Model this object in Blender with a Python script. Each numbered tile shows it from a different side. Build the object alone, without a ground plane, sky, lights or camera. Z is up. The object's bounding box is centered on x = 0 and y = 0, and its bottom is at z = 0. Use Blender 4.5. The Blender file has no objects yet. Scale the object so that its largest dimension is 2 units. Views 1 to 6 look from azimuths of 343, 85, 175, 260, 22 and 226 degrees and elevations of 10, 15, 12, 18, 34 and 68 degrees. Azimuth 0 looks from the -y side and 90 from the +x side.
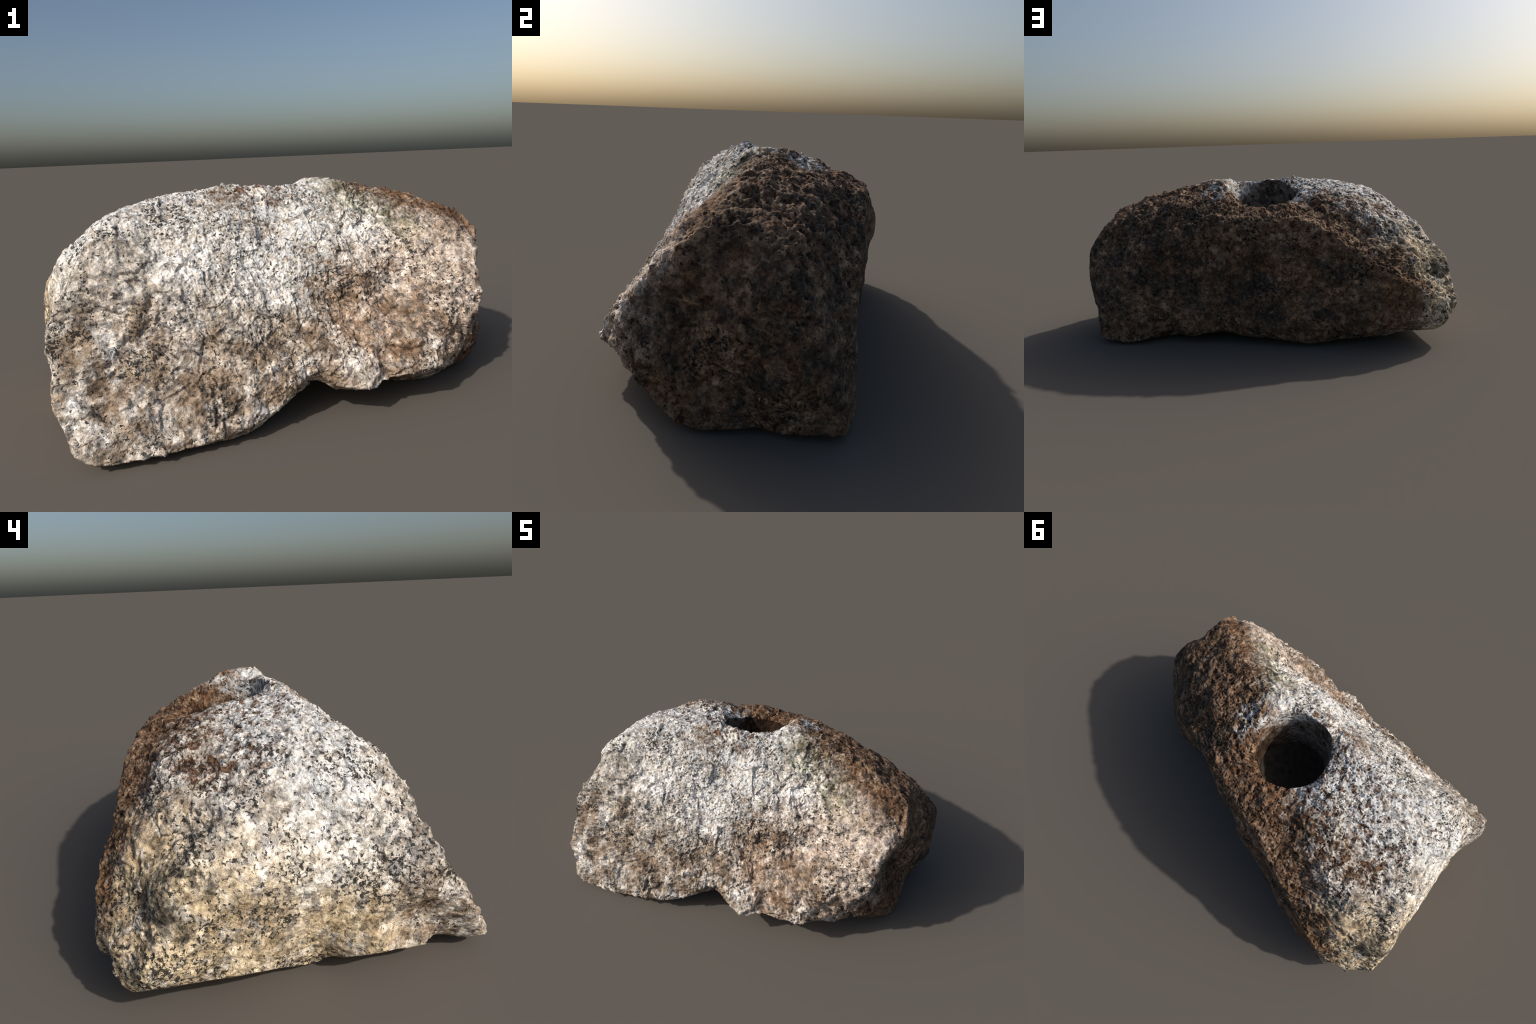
"""Rough granite boulder with one deep drilled hole in its top.

The stone is described as a set of split / weathered facets (planes around a
centre, blended at their edges), swellings and dents on them, chipped ledges,
weathering pits and grain, and a drilled socket with a flared rim.
"""
import bpy
import numpy as np

SEED = 7
CENTRE = np.array([-0.02, -0.02, 0.36])
EDGE_SHARPNESS = 50.0          # how crisply neighbouring facets meet
N = 375                        # grid lines per side of the cube sphere

# ----------------------------------------------------------------------------
# facets: outward direction, distance from CENTRE
# ----------------------------------------------------------------------------
FACETS = [
    ((0.038, -0.658, 0.752), 0.414),
    ((-0.017, -0.866, 0.500), 0.401),
    ((-0.052, 0.045, 0.998), 0.615),
    ((0.125, -0.575, -0.808), 0.553),
    ((-0.540, 0.004, -0.842), 0.721),
    ((-0.015, 0.022, -1.000), 0.329),
    ((0.263, 0.965, 0.006), 0.476),
    ((0.125, 0.789, -0.602), 0.538),
    ((-0.192, 0.584, 0.789), 0.615),
    ((0.256, 0.467, 0.846), 0.520),
    ((0.534, 0.676, 0.508), 0.643),
    ((-0.019, 0.277, 0.961), 0.462),
    ((-0.358, 0.218, 0.908), 0.578),
    ((-0.856, -0.050, 0.515), 0.833),
    ((-0.475, 0.655, 0.588), 1.019),
    ((-0.996, -0.048, -0.077), 0.915),
    ((-0.311, 0.652, 0.692), 0.636),
    ((0.818, 0.568, 0.096), 0.902),
    ((0.772, -0.098, 0.627), 0.885),
    ((0.768, -0.639, 0.049), 0.889),
    ((0.968, -0.179, -0.176), 0.964),
    ((0.369, 0.058, 0.928), 0.620),
    ((0.104, 0.975, -0.195), 0.580),
    ((0.010, 0.829, -0.558), 0.753),
    ((-0.670, -0.634, -0.385), 1.102),
    ((0.861, -0.508, 0.010), 0.967),
    ((-0.732, -0.328, 0.597), 1.098),
    ((0.616, -0.781, -0.101), 0.856),
]
SPLIT_FACE_FACETS = (0, 1)     # the steep split front

# swellings (+) and dents (-): place on the stone, amount, common width
LUMP_WIDTH = 0.11
LUMPS = [
    (0.32, -0.36, 0.02, -0.028), (-0.95, 0.62, 0.21, -0.062), (0.02, 0.45, 0.68, -0.008), (0.84, 0.01, 0.67, 0.023),
    (-0.59, -0.15, 0.80, 0.005), (0.41, 0.36, 0.07, -0.021), (0.13, -0.25, 0.70, 0.036), (0.91, -0.05, 0.03, 0.006),
    (-0.25, -0.55, 0.24, 0.011), (-0.94, 0.01, 0.33, -0.017), (0.75, -0.47, 0.38, 0.041), (-0.18, 0.05, 0.82, 0.001),
    (-0.54, 0.50, 0.05, 0.008), (0.44, -0.01, 0.82, -0.026), (-0.66, -0.25, 0.04, 0.010), (-0.27, -0.34, 0.61, -0.020),
    (0.85, 0.23, 0.33, -0.004), (0.18, -0.48, 0.37, -0.040), (-0.91, 0.37, 0.50, 0.005), (0.49, -0.32, 0.62, -0.023),
    (-0.86, 0.28, 0.06, -0.015), (-0.05, -0.32, 0.02, -0.007), (0.20, 0.41, 0.37, -0.014), (0.95, -0.17, 0.39, 0.047),
    (-0.52, -0.58, 0.03, 0.012), (-0.82, 0.06, 0.65, -0.019), (-0.26, 0.54, 0.45, -0.010), (0.14, 0.14, 0.80, 0.005),
    (0.75, 0.26, 0.03, 0.041), (0.04, -0.61, 0.11, -0.081), (-0.92, -0.28, 0.22, -0.016), (-0.26, 0.39, 0.72, -0.027),
    (-0.87, -0.05, 0.05, -0.066), (-0.87, -0.21, 0.55, -0.030), (-0.14, 0.23, 0.04, 0.037), (0.82, -0.32, 0.60, 0.072),
    (-0.64, 0.12, 0.04, 0.085), (0.27, 0.35, 0.68, 0.010), (-0.52, -0.52, 0.28, -0.025), (0.61, 0.30, 0.26, -0.037),
    (-0.43, 0.58, 0.26, 0.053), (-0.11, -0.19, 0.76, 0.018), (0.64, -0.17, 0.75, 0.025), (0.48, -0.47, 0.41, -0.052),
    (-0.04, 0.48, 0.38, 0.037), (0.71, 0.19, 0.57, 0.003), (-0.34, -0.13, 0.83, -0.024), (-0.70, 0.28, 0.66, -0.041),
    (-0.38, 0.30, 0.04, -0.004), (-0.95, 0.31, 0.27, -0.004), (-0.24, -0.45, 0.02, 0.064), (0.97, 0.07, 0.45, 0.011),
    (-0.06, 0.25, 0.76, -0.008), (0.27, 0.17, 0.03, -0.028), (0.26, -0.58, 0.12, -0.033), (0.06, -0.07, 0.85, -0.036),
    (-0.91, -0.40, 0.44, 0.026), (0.96, 0.14, 0.14, -0.018), (0.65, -0.17, 0.02, 0.049), (0.41, 0.36, 0.32, -0.025),
    (-0.78, 0.57, 0.09, -0.041), (0.25, -0.37, 0.57, -0.017), (0.35, -0.21, 0.73, 0.011), (-0.05, -0.34, 0.61, -0.053),
    (-0.33, 0.51, 0.09, 0.017), (-0.74, -0.51, 0.29, -0.034), (0.63, 0.04, 0.74, 0.004), (-0.50, 0.60, 0.46, 0.003),
    (-0.87, -0.39, 0.05, -0.129), (0.14, -0.46, 0.02, -0.122), (-0.57, -0.07, 0.04, 0.029), (-0.93, 0.12, 0.16, -0.002),
    (0.54, 0.18, 0.03, 0.024), (-0.84, 0.54, 0.39, -0.014), (0.51, -0.43, 0.05, 0.043), (-0.75, -0.23, 0.73, -0.016),
    (-0.64, 0.08, 0.73, 0.040), (0.71, -0.51, 0.20, -0.031), (-0.67, -0.46, 0.03, -0.063), (0.93, -0.11, 0.21, -0.028),
    (0.23, 0.41, 0.18, -0.000), (-0.00, -0.53, 0.28, 0.010), (-0.38, 0.50, 0.63, -0.014), (0.27, -0.07, 0.85, 0.006),
    (0.93, -0.17, 0.57, -0.048), (0.48, -0.24, 0.02, 0.012), (-0.63, 0.34, 0.05, 0.010), (-0.22, 0.53, 0.27, -0.007),
    (0.05, 0.45, 0.22, -0.006), (0.17, 0.42, 0.55, 0.045), (-0.93, -0.16, 0.39, -0.008), (0.33, -0.54, 0.28, 0.031),
    (-0.30, 0.19, 0.77, 0.035), (-0.43, 0.34, 0.72, 0.019), (-0.91, -0.47, 0.28, 0.094), (0.76, 0.05, 0.02, 0.061),
    (-0.69, -0.61, 0.12, 0.049), (0.68, 0.28, 0.43, 0.021), (-0.33, -0.62, 0.05, 0.017), (-0.94, 0.45, 0.15, 0.034),
    (-0.91, 0.01, 0.50, 0.004), (0.33, 0.38, 0.50, 0.006), (-0.50, -0.39, 0.50, 0.029), (-0.20, 0.39, 0.04, 0.047),
    (0.32, 0.11, 0.80, 0.037), (0.87, -0.34, 0.39, -0.079), (-0.85, 0.22, 0.60, 0.026), (-0.64, 0.60, 0.18, -0.010),
    (0.03, 0.20, 0.03, -0.015), (-0.87, -0.21, 0.05, 0.038), (0.09, 0.32, 0.74, -0.021), (-0.07, -0.51, 0.03, -0.121),
    (0.79, -0.15, 0.71, -0.042), (-0.27, -0.24, 0.73, 0.039), (0.58, 0.20, 0.67, 0.027),
]

# smaller knobs and chipped hollows: place, amount, common width
KNOB_WIDTH = 0.065
KNOBS = [
    (-0.99, 0.47, 0.21, 0.070), (0.60, 0.30, 0.04, -0.121), (0.09, -0.52, 0.31, 0.021), (-0.91, -0.41, 0.22, -0.047),
    (0.15, -0.61, 0.15, 0.126), (-0.85, -0.38, 0.06, 0.133), (-0.74, 0.61, 0.20, 0.080), (0.03, -0.56, 0.20, 0.080),
    (-0.72, -0.38, 0.52, 0.063), (0.52, -0.50, 0.34, 0.114), (0.78, -0.43, 0.23, 0.022), (0.89, 0.18, 0.39, -0.032),
    (0.63, -0.46, 0.42, 0.018), (-0.65, -0.45, 0.34, -0.030), (0.68, -0.27, 0.66, 0.048), (-0.76, -0.52, 0.24, -0.007),
    (-0.48, 0.50, 0.58, -0.023), (-0.94, 0.52, 0.33, -0.055), (0.27, 0.36, 0.07, -0.032), (-0.54, -0.33, 0.62, -0.023),
    (-0.45, -0.45, 0.37, -0.032), (0.64, 0.17, 0.02, 0.037), (-0.78, 0.00, 0.03, 0.076), (0.94, 0.01, 0.21, 0.049),
    (0.93, 0.19, 0.27, -0.025), (-0.11, -0.57, 0.16, 0.060), (-0.68, -0.31, 0.65, 0.053), (-0.56, 0.40, 0.64, 0.022),
    (0.19, 0.06, 0.84, 0.038), (0.83, -0.33, 0.61, -0.046), (-0.91, -0.22, 0.10, 0.049), (-0.10, -0.25, 0.70, -0.018),
    (0.96, -0.18, 0.45, -0.046), (-0.98, 0.40, 0.33, 0.040), (0.84, -0.16, 0.67, 0.041), (-0.07, 0.49, 0.51, 0.042),
    (-0.85, 0.28, 0.06, 0.031), (-0.80, -0.42, 0.43, -0.120), (-0.85, -0.15, 0.60, 0.073), (0.42, -0.58, 0.23, 0.048),
    (-0.34, -0.20, 0.77, -0.012), (0.39, -0.38, 0.51, -0.023), (-0.50, 0.59, 0.42, -0.032), (-0.66, 0.21, 0.68, 0.017),
    (0.60, -0.57, 0.22, -0.026), (0.38, -0.26, 0.67, -0.021), (-0.13, -0.51, 0.31, -0.016), (0.49, -0.17, 0.76, -0.003),
    (-0.52, -0.59, 0.16, -0.028), (-0.95, 0.38, 0.09, -0.015), (0.75, 0.26, 0.24, 0.024), (0.22, -0.26, 0.71, -0.031),
    (0.19, 0.25, 0.06, 0.026), (-0.70, 0.50, 0.47, 0.044), (0.90, -0.05, 0.03, -0.034), (0.30, -0.64, 0.14, 0.049),
    (-0.13, -0.31, 0.59, 0.017), (0.55, 0.32, 0.57, 0.012), (-0.92, -0.48, 0.33, -0.066), (0.48, 0.32, 0.41, -0.009),
    (-0.26, 0.46, 0.68, -0.003), (0.57, 0.28, 0.19, 0.005), (-0.52, -0.17, 0.80, -0.017), (0.77, 0.21, 0.48, -0.024),
    (0.87, 0.12, 0.50, -0.004), (-0.86, 0.34, 0.55, -0.052), (0.75, -0.35, 0.03, 0.010), (-0.43, 0.59, 0.18, -0.032),
    (0.76, -0.48, 0.38, 0.002), (0.51, -0.43, 0.44, -0.059), (0.99, -0.05, 0.39, -0.023), (-0.31, 0.54, 0.60, 0.013),
    (0.60, -0.50, 0.09, 0.012), (-0.29, 0.29, 0.76, 0.013), (0.57, 0.23, 0.66, -0.044), (-0.60, -0.42, 0.45, -0.001),
    (0.20, 0.42, 0.66, -0.002), (-0.92, 0.18, 0.16, 0.022), (-0.01, -0.34, 0.55, 0.034), (0.37, 0.32, 0.35, 0.019),
    (-0.51, -0.65, 0.04, 0.016), (0.11, -0.46, 0.10, -0.020), (0.63, 0.00, 0.75, -0.003), (0.67, 0.13, 0.66, -0.005),
    (-0.88, -0.05, 0.11, -0.005), (-0.54, 0.29, 0.72, 0.011), (-0.01, -0.20, 0.77, -0.015), (0.17, 0.20, 0.79, 0.010),
    (0.54, 0.10, 0.03, 0.032), (-0.94, 0.13, 0.45, -0.000), (0.24, 0.36, 0.40, 0.015), (-0.57, 0.60, 0.14, 0.060),
    (-0.68, 0.37, 0.60, 0.045), (0.67, 0.23, 0.56, -0.002), (-0.43, 0.39, 0.72, 0.007), (0.92, 0.13, 0.02, -0.013),
    (0.29, 0.11, 0.82, -0.037), (0.27, 0.41, 0.55, -0.036), (-0.27, -0.60, 0.15, -0.016), (0.38, -0.48, 0.37, -0.039),
    (-0.74, -0.45, 0.05, 0.004), (-0.20, -0.51, 0.03, 0.013), (-0.13, 0.35, 0.73, 0.038), (0.45, 0.30, 0.26, -0.039),
    (-0.91, -0.28, 0.39, -0.034), (0.26, -0.50, 0.08, 0.009), (-0.90, -0.10, 0.50, -0.011), (0.51, -0.33, 0.59, -0.022),
    (0.46, 0.15, 0.74, 0.020), (-0.31, 0.55, 0.31, -0.009), (-0.88, 0.06, 0.55, 0.004), (0.98, 0.07, 0.33, 0.013),
    (0.77, 0.00, 0.70, -0.029), (-0.40, -0.40, 0.50, -0.006), (0.78, 0.16, 0.01, -0.040), (-0.46, 0.14, 0.80, -0.014),
    (-0.21, 0.43, 0.01, 0.001), (0.08, -0.12, 0.81, 0.025), (0.03, 0.48, 0.41, -0.062), (-0.63, -0.63, 0.09, -0.014),
]

# finer features: place, width, amount
FEATURES = [
    (0.06, -0.56, 0.13, 0.06, 0.025),       # arch under the front lip
    (-0.15, 0.24, 0.78, 0.07, -0.026),      # rim worn down at the back
    (-0.23, 0.10, 0.82, 0.07, -0.010),      # worn dip beside it
    (-0.02, -0.10, 0.84, 0.06, 0.016),      # front lip of the socket
]

# drilled socket
HOLE_X, HOLE_Y = -0.012, 0.095
HOLE_R = 0.180
HOLE_FLOOR = 0.55           # where the wall ends; the silt dips to the middle
FLOOR_DIP = 0.06
RIM_FLARE = 0.055


# ----------------------------------------------------------------------------
# noise
# ----------------------------------------------------------------------------
def hash3(ix, iy, iz, seed):
    h = (ix.astype(np.uint32) * np.uint32(374761393)
         + iy.astype(np.uint32) * np.uint32(668265263)
         + iz.astype(np.uint32) * np.uint32(2147483647)
         + np.uint32((seed * 974634577) & 0xFFFFFFFF))
    h = (h ^ (h >> np.uint32(13))) * np.uint32(1274126177)
    h = (h ^ (h >> np.uint32(16))) * np.uint32(2246822519)
    return h ^ (h >> np.uint32(15))


def gradient_noise(p, seed):
    """Perlin style noise, about -1 .. 1."""
    f0 = np.floor(p)
    i = f0.astype(np.int64)
    f = (p - f0).astype(np.float32)
    w = f * f * f * (f * (f * 6 - 15) + 10)
    out = np.zeros(len(p), np.float32)
    for c in range(8):
        dx, dy, dz = c & 1, (c >> 1) & 1, (c >> 2) & 1
        h = hash3(i[:, 0] + dx, i[:, 1] + dy, i[:, 2] + dz, seed)
        gx = ((h & np.uint32(1023)).astype(np.float32) / 511.5 - 1)
        gy = (((h >> np.uint32(10)) & np.uint32(1023)).astype(np.float32) / 511.5 - 1)
        gz = (((h >> np.uint32(20)) & np.uint32(1023)).astype(np.float32) / 511.5 - 1)
        g = gx * (f[:, 0] - dx) + gy * (f[:, 1] - dy) + gz * (f[:, 2] - dz)
        wx = w[:, 0] if dx else 1 - w[:, 0]
        wy = w[:, 1] if dy else 1 - w[:, 1]
        wz = w[:, 2] if dz else 1 - w[:, 2]
        out += g * wx * wy * wz
    return out * 1.5


def fbm(p, freq, octaves, seed, gain=0.5):
    out = np.zeros(len(p), np.float32)
    a, s = 1.0, 0.0
    for o in range(octaves):
        out += a * gradient_noise(p * freq + 17.3 * o, seed + o)
        s += a
        a *= gain
        freq *= 2.03
    return out / s


def cells(p, freq, seed):
    """Distance to the nearest and second nearest scattered point."""
    q = p * freq
    f0 = np.floor(q)
    i = f0.astype(np.int64)
    f = (q - f0).astype(np.float32)
    d1 = np.full(len(p), 9.0, np.float32)
    d2 = np.full(len(p), 9.0, np.float32)
    for dx in (-1, 0, 1):
        for dy in (-1, 0, 1):
            for dz in (-1, 0, 1):
                h = hash3(i[:, 0] + dx, i[:, 1] + dy, i[:, 2] + dz, seed)
                ox = (h & np.uint32(1023)).astype(np.float32) / 1023 + dx - f[:, 0]
                oy = ((h >> np.uint32(10)) & np.uint32(1023)).astype(np.float32) / 1023 + dy - f[:, 1]
                oz = ((h >> np.uint32(20)) & np.uint32(1023)).astype(np.float32) / 1023 + dz - f[:, 2]
                d = ox * ox + oy * oy + oz * oz
                d2 = np.minimum(d2, np.maximum(d1, d))
                d1 = np.minimum(d1, d)
    return np.sqrt(d1), np.sqrt(d2)


def chips(p, freq, seed):
    """Broken facets: every cell is a randomly tilted flat chip."""
    q = p * freq
    i0 = np.floor(q).astype(np.int64)
    best = np.full(len(p), 9.0, np.float32)
    out = np.zeros(len(p), np.float32)
    for dx in (-1, 0, 1):
        for dy in (-1, 0, 1):
            for dz in (-1, 0, 1):
                i = i0 + (dx, dy, dz)
                h = hash3(i[:, 0], i[:, 1], i[:, 2], seed)
                o = [((h >> np.uint32(s)) & np.uint32(1023)).astype(np.float32) / 1023 for s in (0, 10, 20)]
                v = [(q[:, a] - i[:, a]).astype(np.float32) - o[a] for a in range(3)]
                d = v[0] ** 2 + v[1] ** 2 + v[2] ** 2
                g = hash3(i[:, 0], i[:, 1], i[:, 2], seed + 101)
                t = [((g >> np.uint32(s)) & np.uint32(1023)).astype(np.float32) / 511.5 - 1 for s in (0, 10, 20)]
                val = v[0] * t[0] + v[1] * t[1] + v[2] * t[2] + 0.35 * (o[0] - 0.5)
                near = d < best
                best = np.where(near, d, best)
                out = np.where(near, val, out)
    return out


def smoothstep(a, b, x):
    t = np.clip((x - a) / (b - a), 0, 1)
    return t * t * (3 - 2 * t)


# ----------------------------------------------------------------------------
# the stone's skin: a cube sphere pushed out to the facets
# ----------------------------------------------------------------------------
def cube_sphere(n):
    t = np.tan(np.linspace(-np.pi / 4, np.pi / 4, n))
    keys = {}
    lat = np.arange(n)
    a, b = np.meshgrid(lat, lat, indexing="ij")
    a, b = a.ravel(), b.ravel()
    lo, hi = np.zeros_like(a), np.full_like(a, n - 1)
    sides = [(hi, a, b), (lo, b, a), (b, hi, a), (a, lo, b), (a, b, hi), (b, a, lo)]
    ijk = np.concatenate([np.stack(s, 1) for s in sides])
    code = (ijk[:, 0] * n + ijk[:, 1]) * n + ijk[:, 2]
    uniq, inv = np.unique(code, return_inverse=True)
    k = uniq % n
    j = (uniq // n) % n
    i = uniq // (n * n)
    d = np.stack([t[i], t[j], t[k]], 1)
    d /= np.linalg.norm(d, axis=1, keepdims=True)
    quads = []
    g = np.arange(n * n).reshape(n, n)
    for s in range(6):
        o = g + s * n * n
        quads.append(np.stack([o[:-1, :-1], o[1:, :-1], o[1:, 1:], o[:-1, 1:]], -1).reshape(-1, 4))
    return d, inv[np.concatenate(quads)]


def vertex_normals(co, quads):
    n = np.cross(co[quads[:, 2]] - co[quads[:, 0]], co[quads[:, 3]] - co[quads[:, 1]])
    vn = np.zeros_like(co)
    for c in range(4):
        for ax in range(3):
            vn[:, ax] += np.bincount(quads[:, c], n[:, ax], len(co))
    return vn / np.maximum(np.linalg.norm(vn, axis=1, keepdims=True), 1e-12)


def build_skin():
    dirs, quads = cube_sphere(N)
    normals = np.array([f[0] for f in FACETS])
    normals /= np.linalg.norm(normals, axis=1, keepdims=True)
    dist = np.array([f[1] for f in FACETS])
    inv_r = np.maximum(dirs @ normals.T, 0) / dist
    facet = inv_r.argmax(1)
    r = 1 / (inv_r ** EDGE_SHARPNESS).sum(1) ** (1 / EDGE_SHARPNESS)
    flat = CENTRE + dirs * r[:, None]

    for x, y, z, amount in LUMPS:
        d2 = ((flat - (x, y, z)) ** 2).sum(1)
        r = r + amount * np.exp(-d2 / (2 * LUMP_WIDTH ** 2))
    for x, y, z, amount in KNOBS:
        d2 = ((flat - (x, y, z)) ** 2).sum(1)
        r = r + amount * np.exp(-d2 / (2 * KNOB_WIDTH ** 2))
    co = CENTRE + dirs * r[:, None]
    vn = vertex_normals(co, quads)
    base = co.copy()

    front = smoothstep(0.35, 0.8, vn @ np.array([0.0, -0.85, 0.52]))
    left_end = smoothstep(0.6, 0.9, -vn[:, 0])
    under = smoothstep(0.3, 0.8, -vn[:, 2])
    back = smoothstep(0.75, 0.95, vn @ np.array([0.25, 0.96, 0.0]))
    right_end = smoothstep(0.6, 0.9, vn[:, 0])
    smooth_sides = np.clip(back + right_end + under, 0, 1)
    weathered = np.clip(1 - front - left_end - smooth_sides, 0, 1)

    h = np.zeros(len(co), np.float32)
    # broad unevenness
    h += 0.004 * fbm(base, 5.0, 2, SEED)
    h += 0.007 * fbm(base, 12.0, 4, SEED + 10, 0.6) * (1 - 0.35 * smooth_sides)
    # fracture chips, coarse and fine
    wob = np.stack([gradient_noise(base * 9 + s, SEED + 15 + s) for s in (0, 5, 9)], 1)
    big = chips(base * (1.0, 1.0, 0.8) + 0.03 * wob, 7.0, SEED + 16)
    small = chips(base + 0.018 * wob, 19.0, SEED + 17)
    lip = smoothstep(0.18, 0.0, np.abs(base[:, 2] - 0.22 + 0.05 * base[:, 0])) * smoothstep(-0.35, -0.5, base[:, 1]) * smoothstep(-0.85, -0.65, base[:, 0])
    h += (0.011 * front + 0.005 * weathered + 0.002 * left_end + 0.004 * smooth_sides + 0.006 * lip) * big
    h += (0.0085 * front + 0.007 * weathered + 0.002 * left_end + 0.003 * smooth_sides + 0.005 * lip) * small
    # slanting broken ledges on the split face
    slant = base @ np.array([0.80, 0.25, -0.55])
    terr = slant * 5.5 + 1.7 * fbm(base, 3.0, 3, SEED + 20)
    saw = terr - np.floor(terr)
    ledge = np.where(saw < 0.88, saw / 0.88, (1 - saw) / 0.12) - 0.5
    patch = smoothstep(-0.1, 0.4, fbm(base, 2.6, 2, SEED + 30)) * smoothstep(0.72, 0.55, base[:, 2])
    h += front * patch * 0.026 * ledge
    # torn streaks running down the split face
    along = np.array([0.45, -0.35, -0.82])
    across = base - 0.62 * (base @ along)[:, None] * along
    torn = 1 - 2 * np.abs(fbm(across + 0.02 * wob, 11.0, 4, SEED + 35, 0.6))
    calm = smoothstep(0.55, 0.75, base[:, 2]) * smoothstep(0.5, 0.1, np.abs(base[:, 0] + 0.1))
    h += front * (0.013 - 0.007 * calm) * (torn - 0.6)
    # grain
    rough = fbm(base, 19.0, 4, SEED + 40, 0.7)
    h += (0.015 * front + 0.006 * left_end + 0.005 * smooth_sides + 0.010 * weathered) * rough
    # broad irregular weathering, then pits between the knobs
    h += 0.008 * weathered * fbm(base, 15.0, 2, SEED + 48)
    warp = base + 0.014 * np.stack([gradient_noise(base * 22 + s, SEED + 50 + s) for s in (0, 5, 9)], 1)
    d1, d2 = cells(warp * (1.0, 1.0, 1.25) + 0.012 * wob, 23.0, SEED + 60)
    pit = smoothstep(0.62, 0.12, d1)
    pit_mask = smoothstep(-0.45, 0.35, fbm(base, 6.0, 2, SEED + 61))
    crusted = smoothstep(0.0, 0.3, base[:, 1] + 0.6 * base[:, 0])
    h -= weathered * pit_mask * (0.012 + 0.006 * crusted) * (pit - 0.25)
    h -= 0.005 * (0.7 * front + 0.5 * left_end + 0.4 * smooth_sides) * pit * pit_mask
    d1, d2 = cells(warp, 58.0, SEED + 62)
    h -= (0.006 * weathered + 0.004 * front + 0.0025 * left_end + 0.0015 * smooth_sides) * (smoothstep(0.5, 0.1, d1) - 0.4)
    h += 0.0025 * (1 - 0.5 * smooth_sides) * fbm(base, 75.0, 2, SEED + 70)
    for x, y, z, width, amount in FEATURES:
        h += amount * np.exp(-((base - (x, y, z)) ** 2).sum(1) / (2 * width ** 2))

    for mask in (front, left_end, smooth_sides, weathered):   # relief goes both ways
        h -= mask * (mask * h).sum() / mask.sum()
    co = co + vn * h[:, None]
    # the split end is undercut: a straight lower edge, the foot rising to it
    foot = 0.11 + 0.8 * (-0.92 - co[:, 0])
    cut = (co[:, 0] < -0.78) & (co[:, 2] < foot)
    co[cut, 2] += 0.85 * (foot - co[:, 2])[cut]
    low = co[:, 2] < 0.02                     # it rests on the ground
    co[low, 2] = 0.02 - 0.02 * np.tanh((0.02 - co[low, 2]) / 0.02)
    co[:, 2] -= co[:, 2].min()
    far = np.abs(co[:, 0]) > 0.98              # the two ends stop at one metre
    co[far, 0] = np.sign(co[far, 0]) * (0.98 + 0.02 * np.tanh((np.abs(co[far, 0]) - 0.98) / 0.02))
    return co, quads, facet, base


def drill(co):
    """Push the skin inside the drilled circle down into a socket."""
    dx, dy = co[:, 0] - HOLE_X, co[:, 1] - HOLE_Y
    rho = np.hypot(dx, dy)
    th = np.arctan2(dy, dx)
    wob = 1 + 0.018 * np.sin(2 * th + 0.6) + 0.012 * np.sin(5 * th) + 0.008 * np.sin(9 * th + 1)
    radius = HOLE_R * wob
    top = co[:, 2] > 0.5
    bins = 96
    ring = top & (rho > radius) & (rho < radius + 0.02)
    b = ((th[ring] + np.pi) / (2 * np.pi) * bins).astype(int) % bins
    zs = np.bincount(b, co[ring, 2], bins) / np.maximum(np.bincount(b, minlength=bins), 1)
    zs = (np.roll(zs, 1) + zs * 2 + np.roll(zs, -1)) / 4
    ang = (th + np.pi) / (2 * np.pi) * bins - 0.5
    i0 = np.floor(ang).astype(int)
    fr = ang - i0
    rim = zs[i0 % bins] * (1 - fr) + zs[(i0 + 1) % bins] * fr
    # the rim is worn along the stone, least at the front
    drop = 0.003 + 0.025 * smoothstep(-0.2, 0.9, np.cos(th - 0.5)) + 0.018 * smoothstep(0.3, 1.0, -np.cos(th))
    # flared lip
    lip = top & (rho >= radius) & (rho < radius + RIM_FLARE)
    u = (rho[lip] - radius[lip]) / RIM_FLARE
    co[lip, 2] -= drop[lip] * (1 - u) ** 2
    inside = top & (rho < radius)
    t = rho[inside] / radius[inside]
    start = rim[inside] - drop[inside]
    wall = np.clip((1 - t) / 0.65, 0, 1)
    floor = HOLE_FLOOR + 0.15 * (dy[inside] - dx[inside])     # silt banked to one side
    z = start + (floor - start) * wall ** 1.15
    keep = np.where(t > 0.35, 1.0, t / 0.35)
    z = z - FLOOR_DIP * np.where(t > 0.35, 0.0, 1 - keep ** 2)
    rr = radius[inside] * keep * (1 - 0.10 * smoothstep(0, 1.0, wall))
    rr = rr * (1 + 0.008 * gradient_noise(np.stack([np.cos(th[inside]) * 3, np.sin(th[inside]) * 3, z * 9], 1), SEED + 90))
    co[inside, 0] = HOLE_X + np.cos(th[inside]) * rr
    co[inside, 1] = HOLE_Y + np.sin(th[inside]) * rr
    co[inside, 2] = z + 0.006 * gradient_noise(co[inside] * 25, SEED + 91) * (wall > 0.3)
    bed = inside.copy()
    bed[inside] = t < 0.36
    return inside, bed


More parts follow.
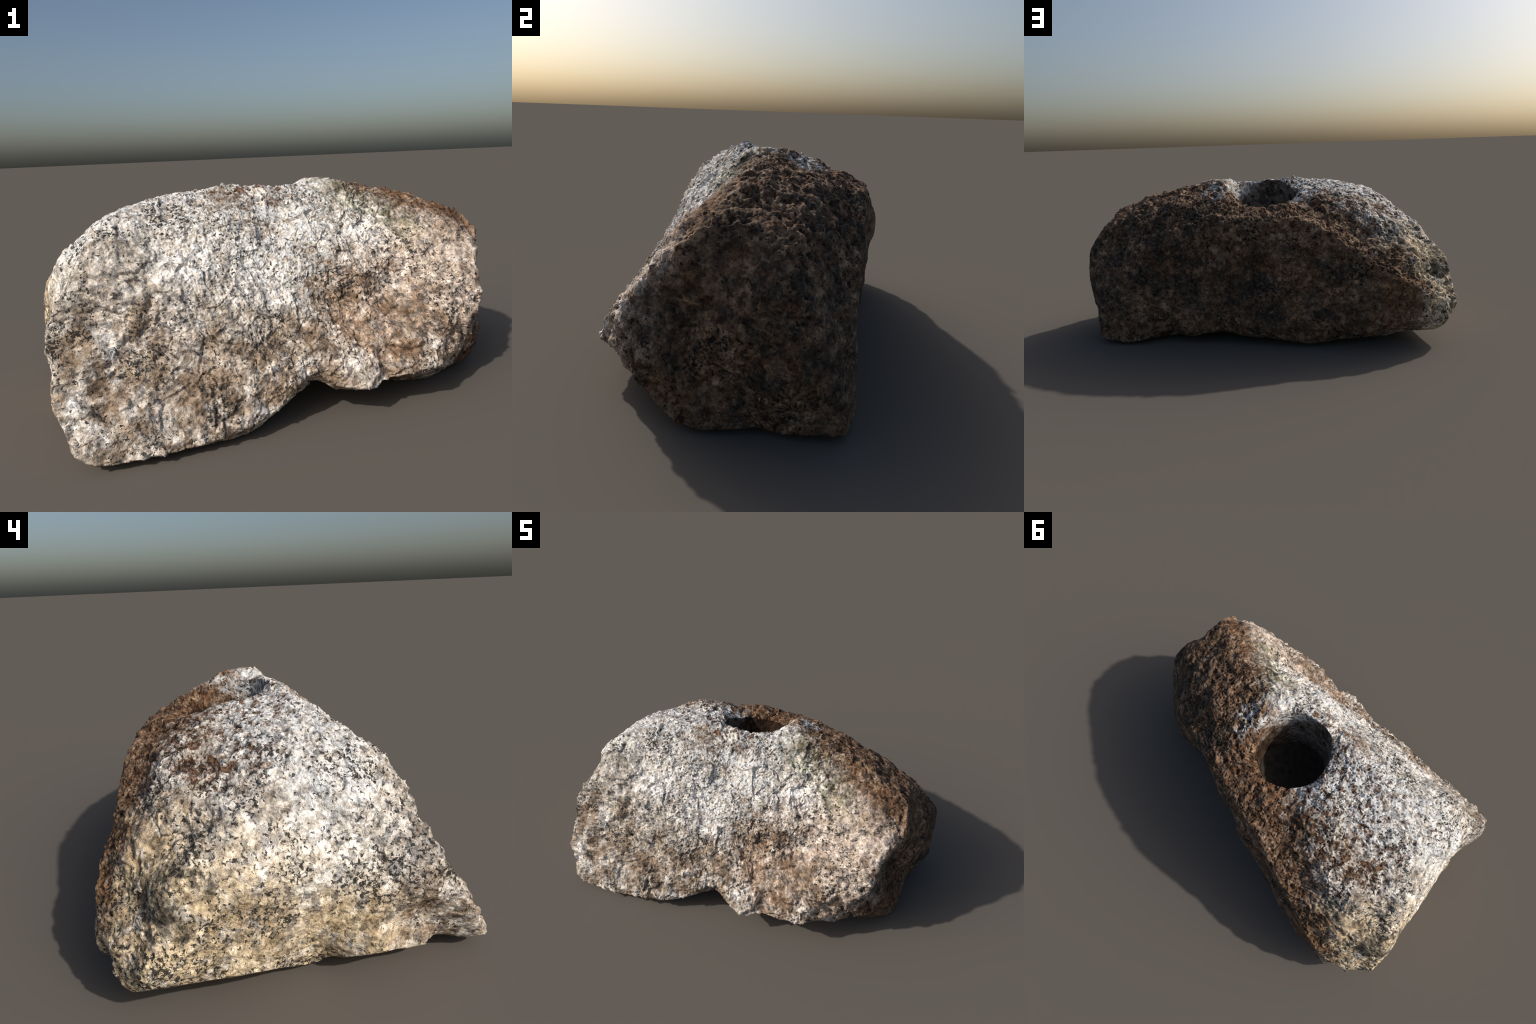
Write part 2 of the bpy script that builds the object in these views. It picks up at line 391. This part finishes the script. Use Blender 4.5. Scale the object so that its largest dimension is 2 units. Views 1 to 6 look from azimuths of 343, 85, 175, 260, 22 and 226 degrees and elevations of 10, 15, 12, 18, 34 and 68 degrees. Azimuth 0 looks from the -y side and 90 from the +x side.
# ----------------------------------------------------------------------------
# material
# ----------------------------------------------------------------------------
class Nodes:
    """Small helper to write node trees as expressions."""

    def __init__(self, mat):
        self.t = mat.node_tree
        self.n = self.t.nodes
        self.l = self.t.links
        self.pos = self.n.new("ShaderNodeTexCoord").outputs["Object"]

    def put(self, socket, v):
        if isinstance(v, bpy.types.NodeSocket):
            self.l.new(v, socket)
        elif isinstance(v, (tuple, list)) and socket.type == "RGBA" and len(v) == 3:
            socket.default_value = (*v, 1)
        else:
            socket.default_value = v

    def math(self, op, a, b=0.0, clamp=False):
        m = self.n.new("ShaderNodeMath")
        m.operation = op
        m.use_clamp = clamp
        self.put(m.inputs[0], a)
        self.put(m.inputs[1], b)
        return m.outputs[0]

    def vmath(self, op, a, b):
        m = self.n.new("ShaderNodeVectorMath")
        m.operation = op
        self.put(m.inputs[0], a)
        self.put(m.inputs[1], b)
        return m.outputs["Value"] if op in ("DISTANCE", "LENGTH", "DOT_PRODUCT") else m.outputs[0]

    def scale(self, v, s):
        m = self.n.new("ShaderNodeVectorMath")
        m.operation = "SCALE"
        self.put(m.inputs[0], v)
        m.inputs["Scale"].default_value = s
        return m.outputs[0]

    def noise(self, scale, detail=3.0, rough=0.55, vec=None, shift=0.0, colour=False):
        m = self.n.new("ShaderNodeTexNoise")
        v = vec or self.pos
        if shift:
            v = self.vmath("ADD", v, (shift, shift * 1.7, -shift))
        self.put(m.inputs["Vector"], v)
        m.inputs["Scale"].default_value = scale
        m.inputs["Detail"].default_value = detail
        m.inputs["Roughness"].default_value = rough
        return m.outputs["Color" if colour else "Fac"]

    def voronoi(self, scale, vec=None, feature="F1", out="Color", rand=1.0):
        m = self.n.new("ShaderNodeTexVoronoi")
        m.feature = feature
        self.put(m.inputs["Vector"], vec or self.pos)
        m.inputs["Scale"].default_value = scale
        m.inputs["Randomness"].default_value = rand
        return m.outputs[out]

    def step(self, v, a, b):
        m = self.n.new("ShaderNodeMapRange")
        m.interpolation_type = "SMOOTHSTEP"
        self.put(m.inputs["Value"], v)
        m.inputs["From Min"].default_value = a
        m.inputs["From Max"].default_value = b
        return m.outputs["Result"]

    def mix(self, fac, a, b, mode="MIX"):
        m = self.n.new("ShaderNodeMix")
        m.data_type = "RGBA"
        m.blend_type = mode
        self.put(m.inputs[0], fac)
        self.put(m.inputs[6], a)
        self.put(m.inputs[7], b)
        return m.outputs[2]

    def ramp(self, fac, stops, constant=False):
        m = self.n.new("ShaderNodeValToRGB")
        r = m.color_ramp
        r.interpolation = "CONSTANT" if constant else "LINEAR"
        while len(r.elements) < len(stops):
            r.elements.new(0.5)
        for e, (p, c) in zip(r.elements, stops):
            e.position = p
            e.color = (*c, 1)
        self.put(m.inputs[0], fac)
        return m.outputs[0]

    def red(self, colour):
        m = self.n.new("ShaderNodeSeparateColor")
        self.put(m.inputs[0], colour)
        return m.outputs[0]

    def zone(self, blobs, ragged=0.18):
        """Soft patch: union of balls (x, y, z, radius) with ragged borders."""
        wob = self.math("MULTIPLY", self.math("SUBTRACT", self.zone_noise, 0.5), ragged * 2)
        total = None
        for x, y, z, r in blobs:
            d = self.vmath("DISTANCE", self.pos, (x, y, z))
            d = self.math("ADD", d, wob)
            s = self.step(d, r * 1.4, r * 0.45)
            total = s if total is None else self.math("MAXIMUM", total, s)
        return total


def granite():
    mat = bpy.data.materials.new("granite")
    mat.use_nodes = True
    k = Nodes(mat)
    k.zone_noise = k.noise(9.0, 5.0, 0.7)
    bsdf = k.n["Principled BSDF"]

    # mineral grains on warped space, two sizes
    warp = k.scale(k.vmath("SUBTRACT", k.noise(55.0, 3.0, 0.6, colour=True), (0.5, 0.5, 0.5)), 0.030)
    wpos = k.vmath("ADD", k.pos, warp)
    cell = k.red(k.voronoi(42.0, wpos))
    cell2 = k.red(k.voronoi(105.0, wpos))
    grain = k.ramp(cell, [(0.0, (0.30, 0.31, 0.33)), (0.18, (0.42, 0.43, 0.45)), (0.3, (0.66, 0.63, 0.59)),
                          (0.55, (0.80, 0.775, 0.735)), (0.8, (0.98, 0.97, 0.96)), (1.0, (0.66, 0.61, 0.54))])
    grain2 = k.ramp(cell2, [(0.0, (0.10, 0.095, 0.09)), (0.22, (0.40, 0.38, 0.35)), (0.5, (0.78, 0.74, 0.69)), (1.0, (1.0, 0.99, 0.98))])
    grain = k.mix(0.38, grain, grain2)
    mottle = k.noise(26.0, 4.0, 0.7, wpos, 1.3)
    grain = k.mix(1.0, grain, k.ramp(mottle, [(0.28, (0.34, 0.31, 0.28)), (0.44, (0.88, 0.87, 0.85)), (0.62, (1.2, 1.19, 1.17))]), "MULTIPLY")
    broad = k.noise(4.5, 4.0, 0.65, None, 14.0)
    grain = k.mix(1.0, grain, k.ramp(broad, [(0.35, (0.70, 0.66, 0.61)), (0.5, (1.0, 0.985, 0.965)), (0.65, (1.16, 1.16, 1.17))]), "MULTIPLY")

    # biotite specks, denser in some places
    speck_n = k.noise(72.0, 4.0, 0.65, wpos, 3.1)
    speck_d = k.noise(6.0, 3.0, 0.6, None, 8.0)
    thr = k.math("ADD", speck_n, k.math("MULTIPLY", k.math("SUBTRACT", speck_d, 0.5), 0.42))
    specks = k.step(k.math("ADD", thr, k.math("MULTIPLY", k.zone(SPECKLED, 0.1), 0.03)), 0.585, 0.64)

    # where each look sits
    tan_zone = k.zone(TAN_ZONE, 0.24)
    pink_zone = k.zone(PINK_ZONE, 0.22)
    cream_zone = k.zone(CREAM_ZONE, 0.2)
    chalk_zone = k.zone(CHALK_ZONE, 0.22)
    dark_zone = k.zone(DARK_ZONE, 0.25)
    green_zone = k.zone(GREEN_ZONE, 0.15)
    spot_zone = k.zone(RUST_SPOTS, 0.1)
    # the long weathered back: everything behind a slanting line across the stone
    across = k.vmath("DOT_PRODUCT", k.pos, (0.6, 1.0, 0.0))
    across = k.math("ADD", across, k.math("MULTIPLY", k.math("SUBTRACT", k.zone_noise, 0.5), 0.55))
    crust = k.math("MAXIMUM", k.step(across, 0.02, 0.24), k.zone(BROKEN_END, 0.25))

    col = grain
    tan = k.math("MULTIPLY", tan_zone, k.step(k.noise(10.0, 6.0, 0.75, None, 4.4), 0.36, 0.58))
    col = k.mix(tan, col, k.mix(1.0, col, (0.50, 0.42, 0.345), "MULTIPLY"))
    col = k.mix(k.math("MULTIPLY", pink_zone, 0.65), col, k.mix(1.0, col, (0.88, 0.76, 0.67), "MULTIPLY"))
    col = k.mix(k.math("MULTIPLY", cream_zone, k.step(k.noise(16.0, 5.0, 0.72, None, 2.7), 0.28, 0.55)), col, k.mix(1.0, col, (0.84, 0.74, 0.57), "MULTIPLY"))
    # brown crust of the back and top
    blot = k.noise(24.0, 5.0, 0.72, wpos, 5.0)
    rust_col = k.ramp(k.noise(40.0, 4.0, 0.65, wpos, 2.0),
                      [(0.3, (0.022, 0.014, 0.010)), (0.45, (0.11, 0.062, 0.035)), (0.6, (0.25, 0.145, 0.083)), (0.74, (0.46, 0.31, 0.20))])
    worn = k.mix(1.0, col, (0.48, 0.36, 0.265), "MULTIPLY")
    brown = k.mix(k.step(blot, 0.41, 0.60), worn, rust_col)
    col = k.mix(crust, col, brown)
    col = k.mix(k.math("MULTIPLY", spot_zone, k.step(blot, 0.45, 0.57)), col, rust_col)
    stain = k.step(k.noise(15.0, 5.0, 0.72, None, 11.0), 0.55, 0.70)
    col = k.mix(k.math("MULTIPLY", stain, 0.55), col, k.mix(1.0, col, (0.42, 0.33, 0.26), "MULTIPLY"))
    dark_col = k.ramp(k.noise(48.0, 4.0, 0.65, wpos, 4.0),
                      [(0.35, (0.014, 0.014, 0.013)), (0.55, (0.085, 0.075, 0.06)), (0.75, (0.27, 0.235, 0.195))])
    dark_m = k.math("MULTIPLY", dark_zone, k.step(k.noise(8.0, 6.0, 0.75, wpos, 7.0), 0.40, 0.60))
    col = k.mix(k.math("MULTIPLY", dark_m, 0.9), col, dark_col)
    green_m = k.math("MULTIPLY", green_zone, k.step(k.noise(28.0, 4.0, 0.65, None, 6.0), 0.42, 0.6))
    col = k.mix(k.math("MULTIPLY", green_m, 0.6), col, k.mix(1.0, col, (0.42, 0.47, 0.33), "MULTIPLY"))
    chalk_m = k.math("MULTIPLY", chalk_zone, k.step(k.noise(26.0, 5.0, 0.68, wpos, 9.0), 0.45, 0.56))
    col = k.mix(k.math("MULTIPLY", chalk_m, 0.8), col, k.mix(cell2, (0.66, 0.67, 0.66), (0.83, 0.83, 0.815)))
    # dirt packed into the pits of the weathered top and back
    pits = k.step(k.n.new("ShaderNodeNewGeometry").outputs["Pointiness"], 0.495, 0.44)
    where = k.math("MAXIMUM", k.math("MAXIMUM", crust, spot_zone), 0.35)
    col = k.mix(k.math("MULTIPLY", k.math("MULTIPLY", pits, where), 0.8), col, k.mix(crust, (0.10, 0.062, 0.040), (0.035, 0.024, 0.017)))
    speck_col = k.mix(crust, (0.040, 0.039, 0.036), (0.018, 0.016, 0.014))
    col = k.mix(k.math("MULTIPLY", specks, 0.92), col, speck_col)

    gamma = k.n.new("ShaderNodeGamma")                 # stone contrast
    gamma.inputs["Gamma"].default_value = 1.28
    k.put(gamma.inputs[0], col)
    col = k.mix(1.0, gamma.outputs[0], (1.34, 1.34, 1.34), "MULTIPLY")
    k.put(bsdf.inputs["Base Color"], col)
    bsdf.inputs["Roughness"].default_value = 0.85
    bsdf.inputs["Specular IOR Level"].default_value = 0.3
    # specks and hollows sit a little below the grains
    hgt = k.math("ADD", k.math("MULTIPLY", k.noise(95.0, 4.0, 0.7), 1.0), k.math("MULTIPLY", mottle, 1.4))
    hgt = k.math("SUBTRACT", k.math("ADD", hgt, k.math("MULTIPLY", cell2, 0.25)), k.math("MULTIPLY", specks, 0.35))
    bump = k.n.new("ShaderNodeBump")
    bump.inputs["Strength"].default_value = 1.0
    bump.inputs["Distance"].default_value = 0.007
    k.put(bump.inputs["Height"], hgt)
    k.l.new(bump.outputs[0], bsdf.inputs["Normal"])
    return mat


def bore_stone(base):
    """The same granite inside the socket, darkened to paint in the shadow on its wall."""
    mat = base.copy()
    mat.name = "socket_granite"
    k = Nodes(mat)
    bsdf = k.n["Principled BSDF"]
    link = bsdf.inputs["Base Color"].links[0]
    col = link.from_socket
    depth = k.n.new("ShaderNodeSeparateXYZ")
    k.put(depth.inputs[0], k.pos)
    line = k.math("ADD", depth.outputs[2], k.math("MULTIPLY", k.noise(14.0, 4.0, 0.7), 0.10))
    line = k.math("ADD", line, k.math("MULTIPLY", depth.outputs[0], 0.8))   # tint held back on the +x wall, where sunlight falls
    shade_tint = k.step(line, 0.93, 0.85)
    k.put(bsdf.inputs["Base Color"], k.mix(shade_tint, col, k.mix(1.0, col, (0.27, 0.235, 0.20), "MULTIPLY")))  # brown multiply bakes the bore's shade into the stone colour
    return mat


def shade_painted_floor():
    """Socket floor coloured near-black for the deep shadow inside the hole."""
    mat = bpy.data.materials.new("shade_painted_floor")
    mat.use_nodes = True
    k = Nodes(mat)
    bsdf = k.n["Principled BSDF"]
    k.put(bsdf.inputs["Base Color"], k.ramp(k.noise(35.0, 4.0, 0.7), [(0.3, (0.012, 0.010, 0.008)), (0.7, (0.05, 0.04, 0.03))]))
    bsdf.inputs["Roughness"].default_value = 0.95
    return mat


# balls (x, y, z, radius) that say where each look sits on the stone
TAN_ZONE = [(-0.75, -0.52, 0.25, 0.34), (0.22, -0.43, 0.42, 0.24), (-0.1, -0.55, 0.2, 0.3), (0.4, -0.55, 0.2, 0.3), (-0.4, -0.6, 0.1, 0.3)]
PINK_ZONE = [(0.75, -0.5, 0.3, 0.25), (0.6, -0.43, 0.45, 0.30), (0.3, -0.5, 0.35, 0.25), (0.72, -0.32, 0.62, 0.15)]
CREAM_ZONE = [(-0.98, 0.33, 0.22, 0.38), (-0.80, 0.52, 0.4, 0.30), (-0.95, -0.1, 0.12, 0.28)]
CHALK_ZONE = [(0.21, 0.13, 0.80, 0.09), (-0.25, 0.05, 0.82, 0.20), (-0.5, -0.05, 0.78, 0.26), (0.1, -0.08, 0.85, 0.16), (-0.78, -0.1, 0.7, 0.18),
              (-0.05, -0.28, 0.65, 0.26)]
RUST_SPOTS = [(-0.3, 0.08, 0.80, 0.3), (-0.55, 0.22, 0.72, 0.25), (-0.10, 0.00, 0.84, 0.26), (0.0, 0.25, 0.78, 0.28), (-0.35, 0.30, 0.74, 0.2), (-0.60, -0.22, 0.76, 0.03), (0.45, -0.05, 0.78, 0.12)]
DARK_ZONE = [(-0.25, 0.6, 0.3, 0.3), (0.95, 0.0, 0.35, 0.40), (0.72, 0.15, 0.6, 0.25), (0.5, 0.35, 0.45, 0.35), (0.1, 0.45, 0.3, 0.3), (-0.94, 0.42, 0.43, 0.09), (0.6, -0.1, 0.05, 0.4), (0.88, -0.33, 0.35, 0.2)]
SPECKLED = [(-0.95, 0.05, 0.45, 0.5), (-0.8, 0.4, 0.3, 0.4)]
BROKEN_END = [(0.92, -0.32, 0.32, 0.24), (0.85, -0.30, 0.05, 0.32), (0.3, -0.3, 0.0, 0.2)]
GREEN_ZONE = [(0.33, -0.13, 0.80, 0.13), (0.52, -0.25, 0.69, 0.12)]


# ----------------------------------------------------------------------------
# assemble
# ----------------------------------------------------------------------------
def part(name, co, normals, quads, mat, parent):
    used = np.unique(quads)
    remap = np.full(len(co), -1)
    remap[used] = np.arange(len(used))
    q = remap[quads].astype(np.int32)
    me = bpy.data.meshes.new(name)
    me.vertices.add(len(used))
    me.vertices.foreach_set("co", co[used].astype(np.float32).ravel())
    me.loops.add(q.size)
    me.loops.foreach_set("vertex_index", q.ravel())
    me.polygons.add(len(q))
    me.polygons.foreach_set("loop_start", np.arange(0, q.size, 4, dtype=np.int32))
    me.update(calc_edges=True)
    me.polygons.foreach_set("use_smooth", np.ones(len(q), bool))
    me.normals_split_custom_set_from_vertices(normals[used].astype(np.float32))
    me.materials.append(mat)
    ob = bpy.data.objects.new(name, me)
    bpy.context.scene.collection.objects.link(ob)
    ob.parent = parent
    return ob


def main():
    co, quads, facet, base = build_skin()
    inside, bed = drill(co)
    vn = vertex_normals(co, quads)
    mat = granite()

    root = bpy.data.objects.new("granite_boulder", None)
    bpy.context.scene.collection.objects.link(root)
    root["label"] = "rough speckled granite boulder with a drilled round hole on top"
    root["category"] = "stone block"

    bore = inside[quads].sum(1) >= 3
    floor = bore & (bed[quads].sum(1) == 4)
    split = np.isin(facet[quads], SPLIT_FACE_FACETS).sum(1) >= 3
    split &= ~bore
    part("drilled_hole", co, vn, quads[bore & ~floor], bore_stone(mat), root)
    part("shade_painted_floor", co, vn, quads[floor], shade_painted_floor(), root)
    part("split_face", co, vn, quads[split], mat, root)
    part("weathered_body", co, vn, quads[~bore & ~split], mat, root)


main()
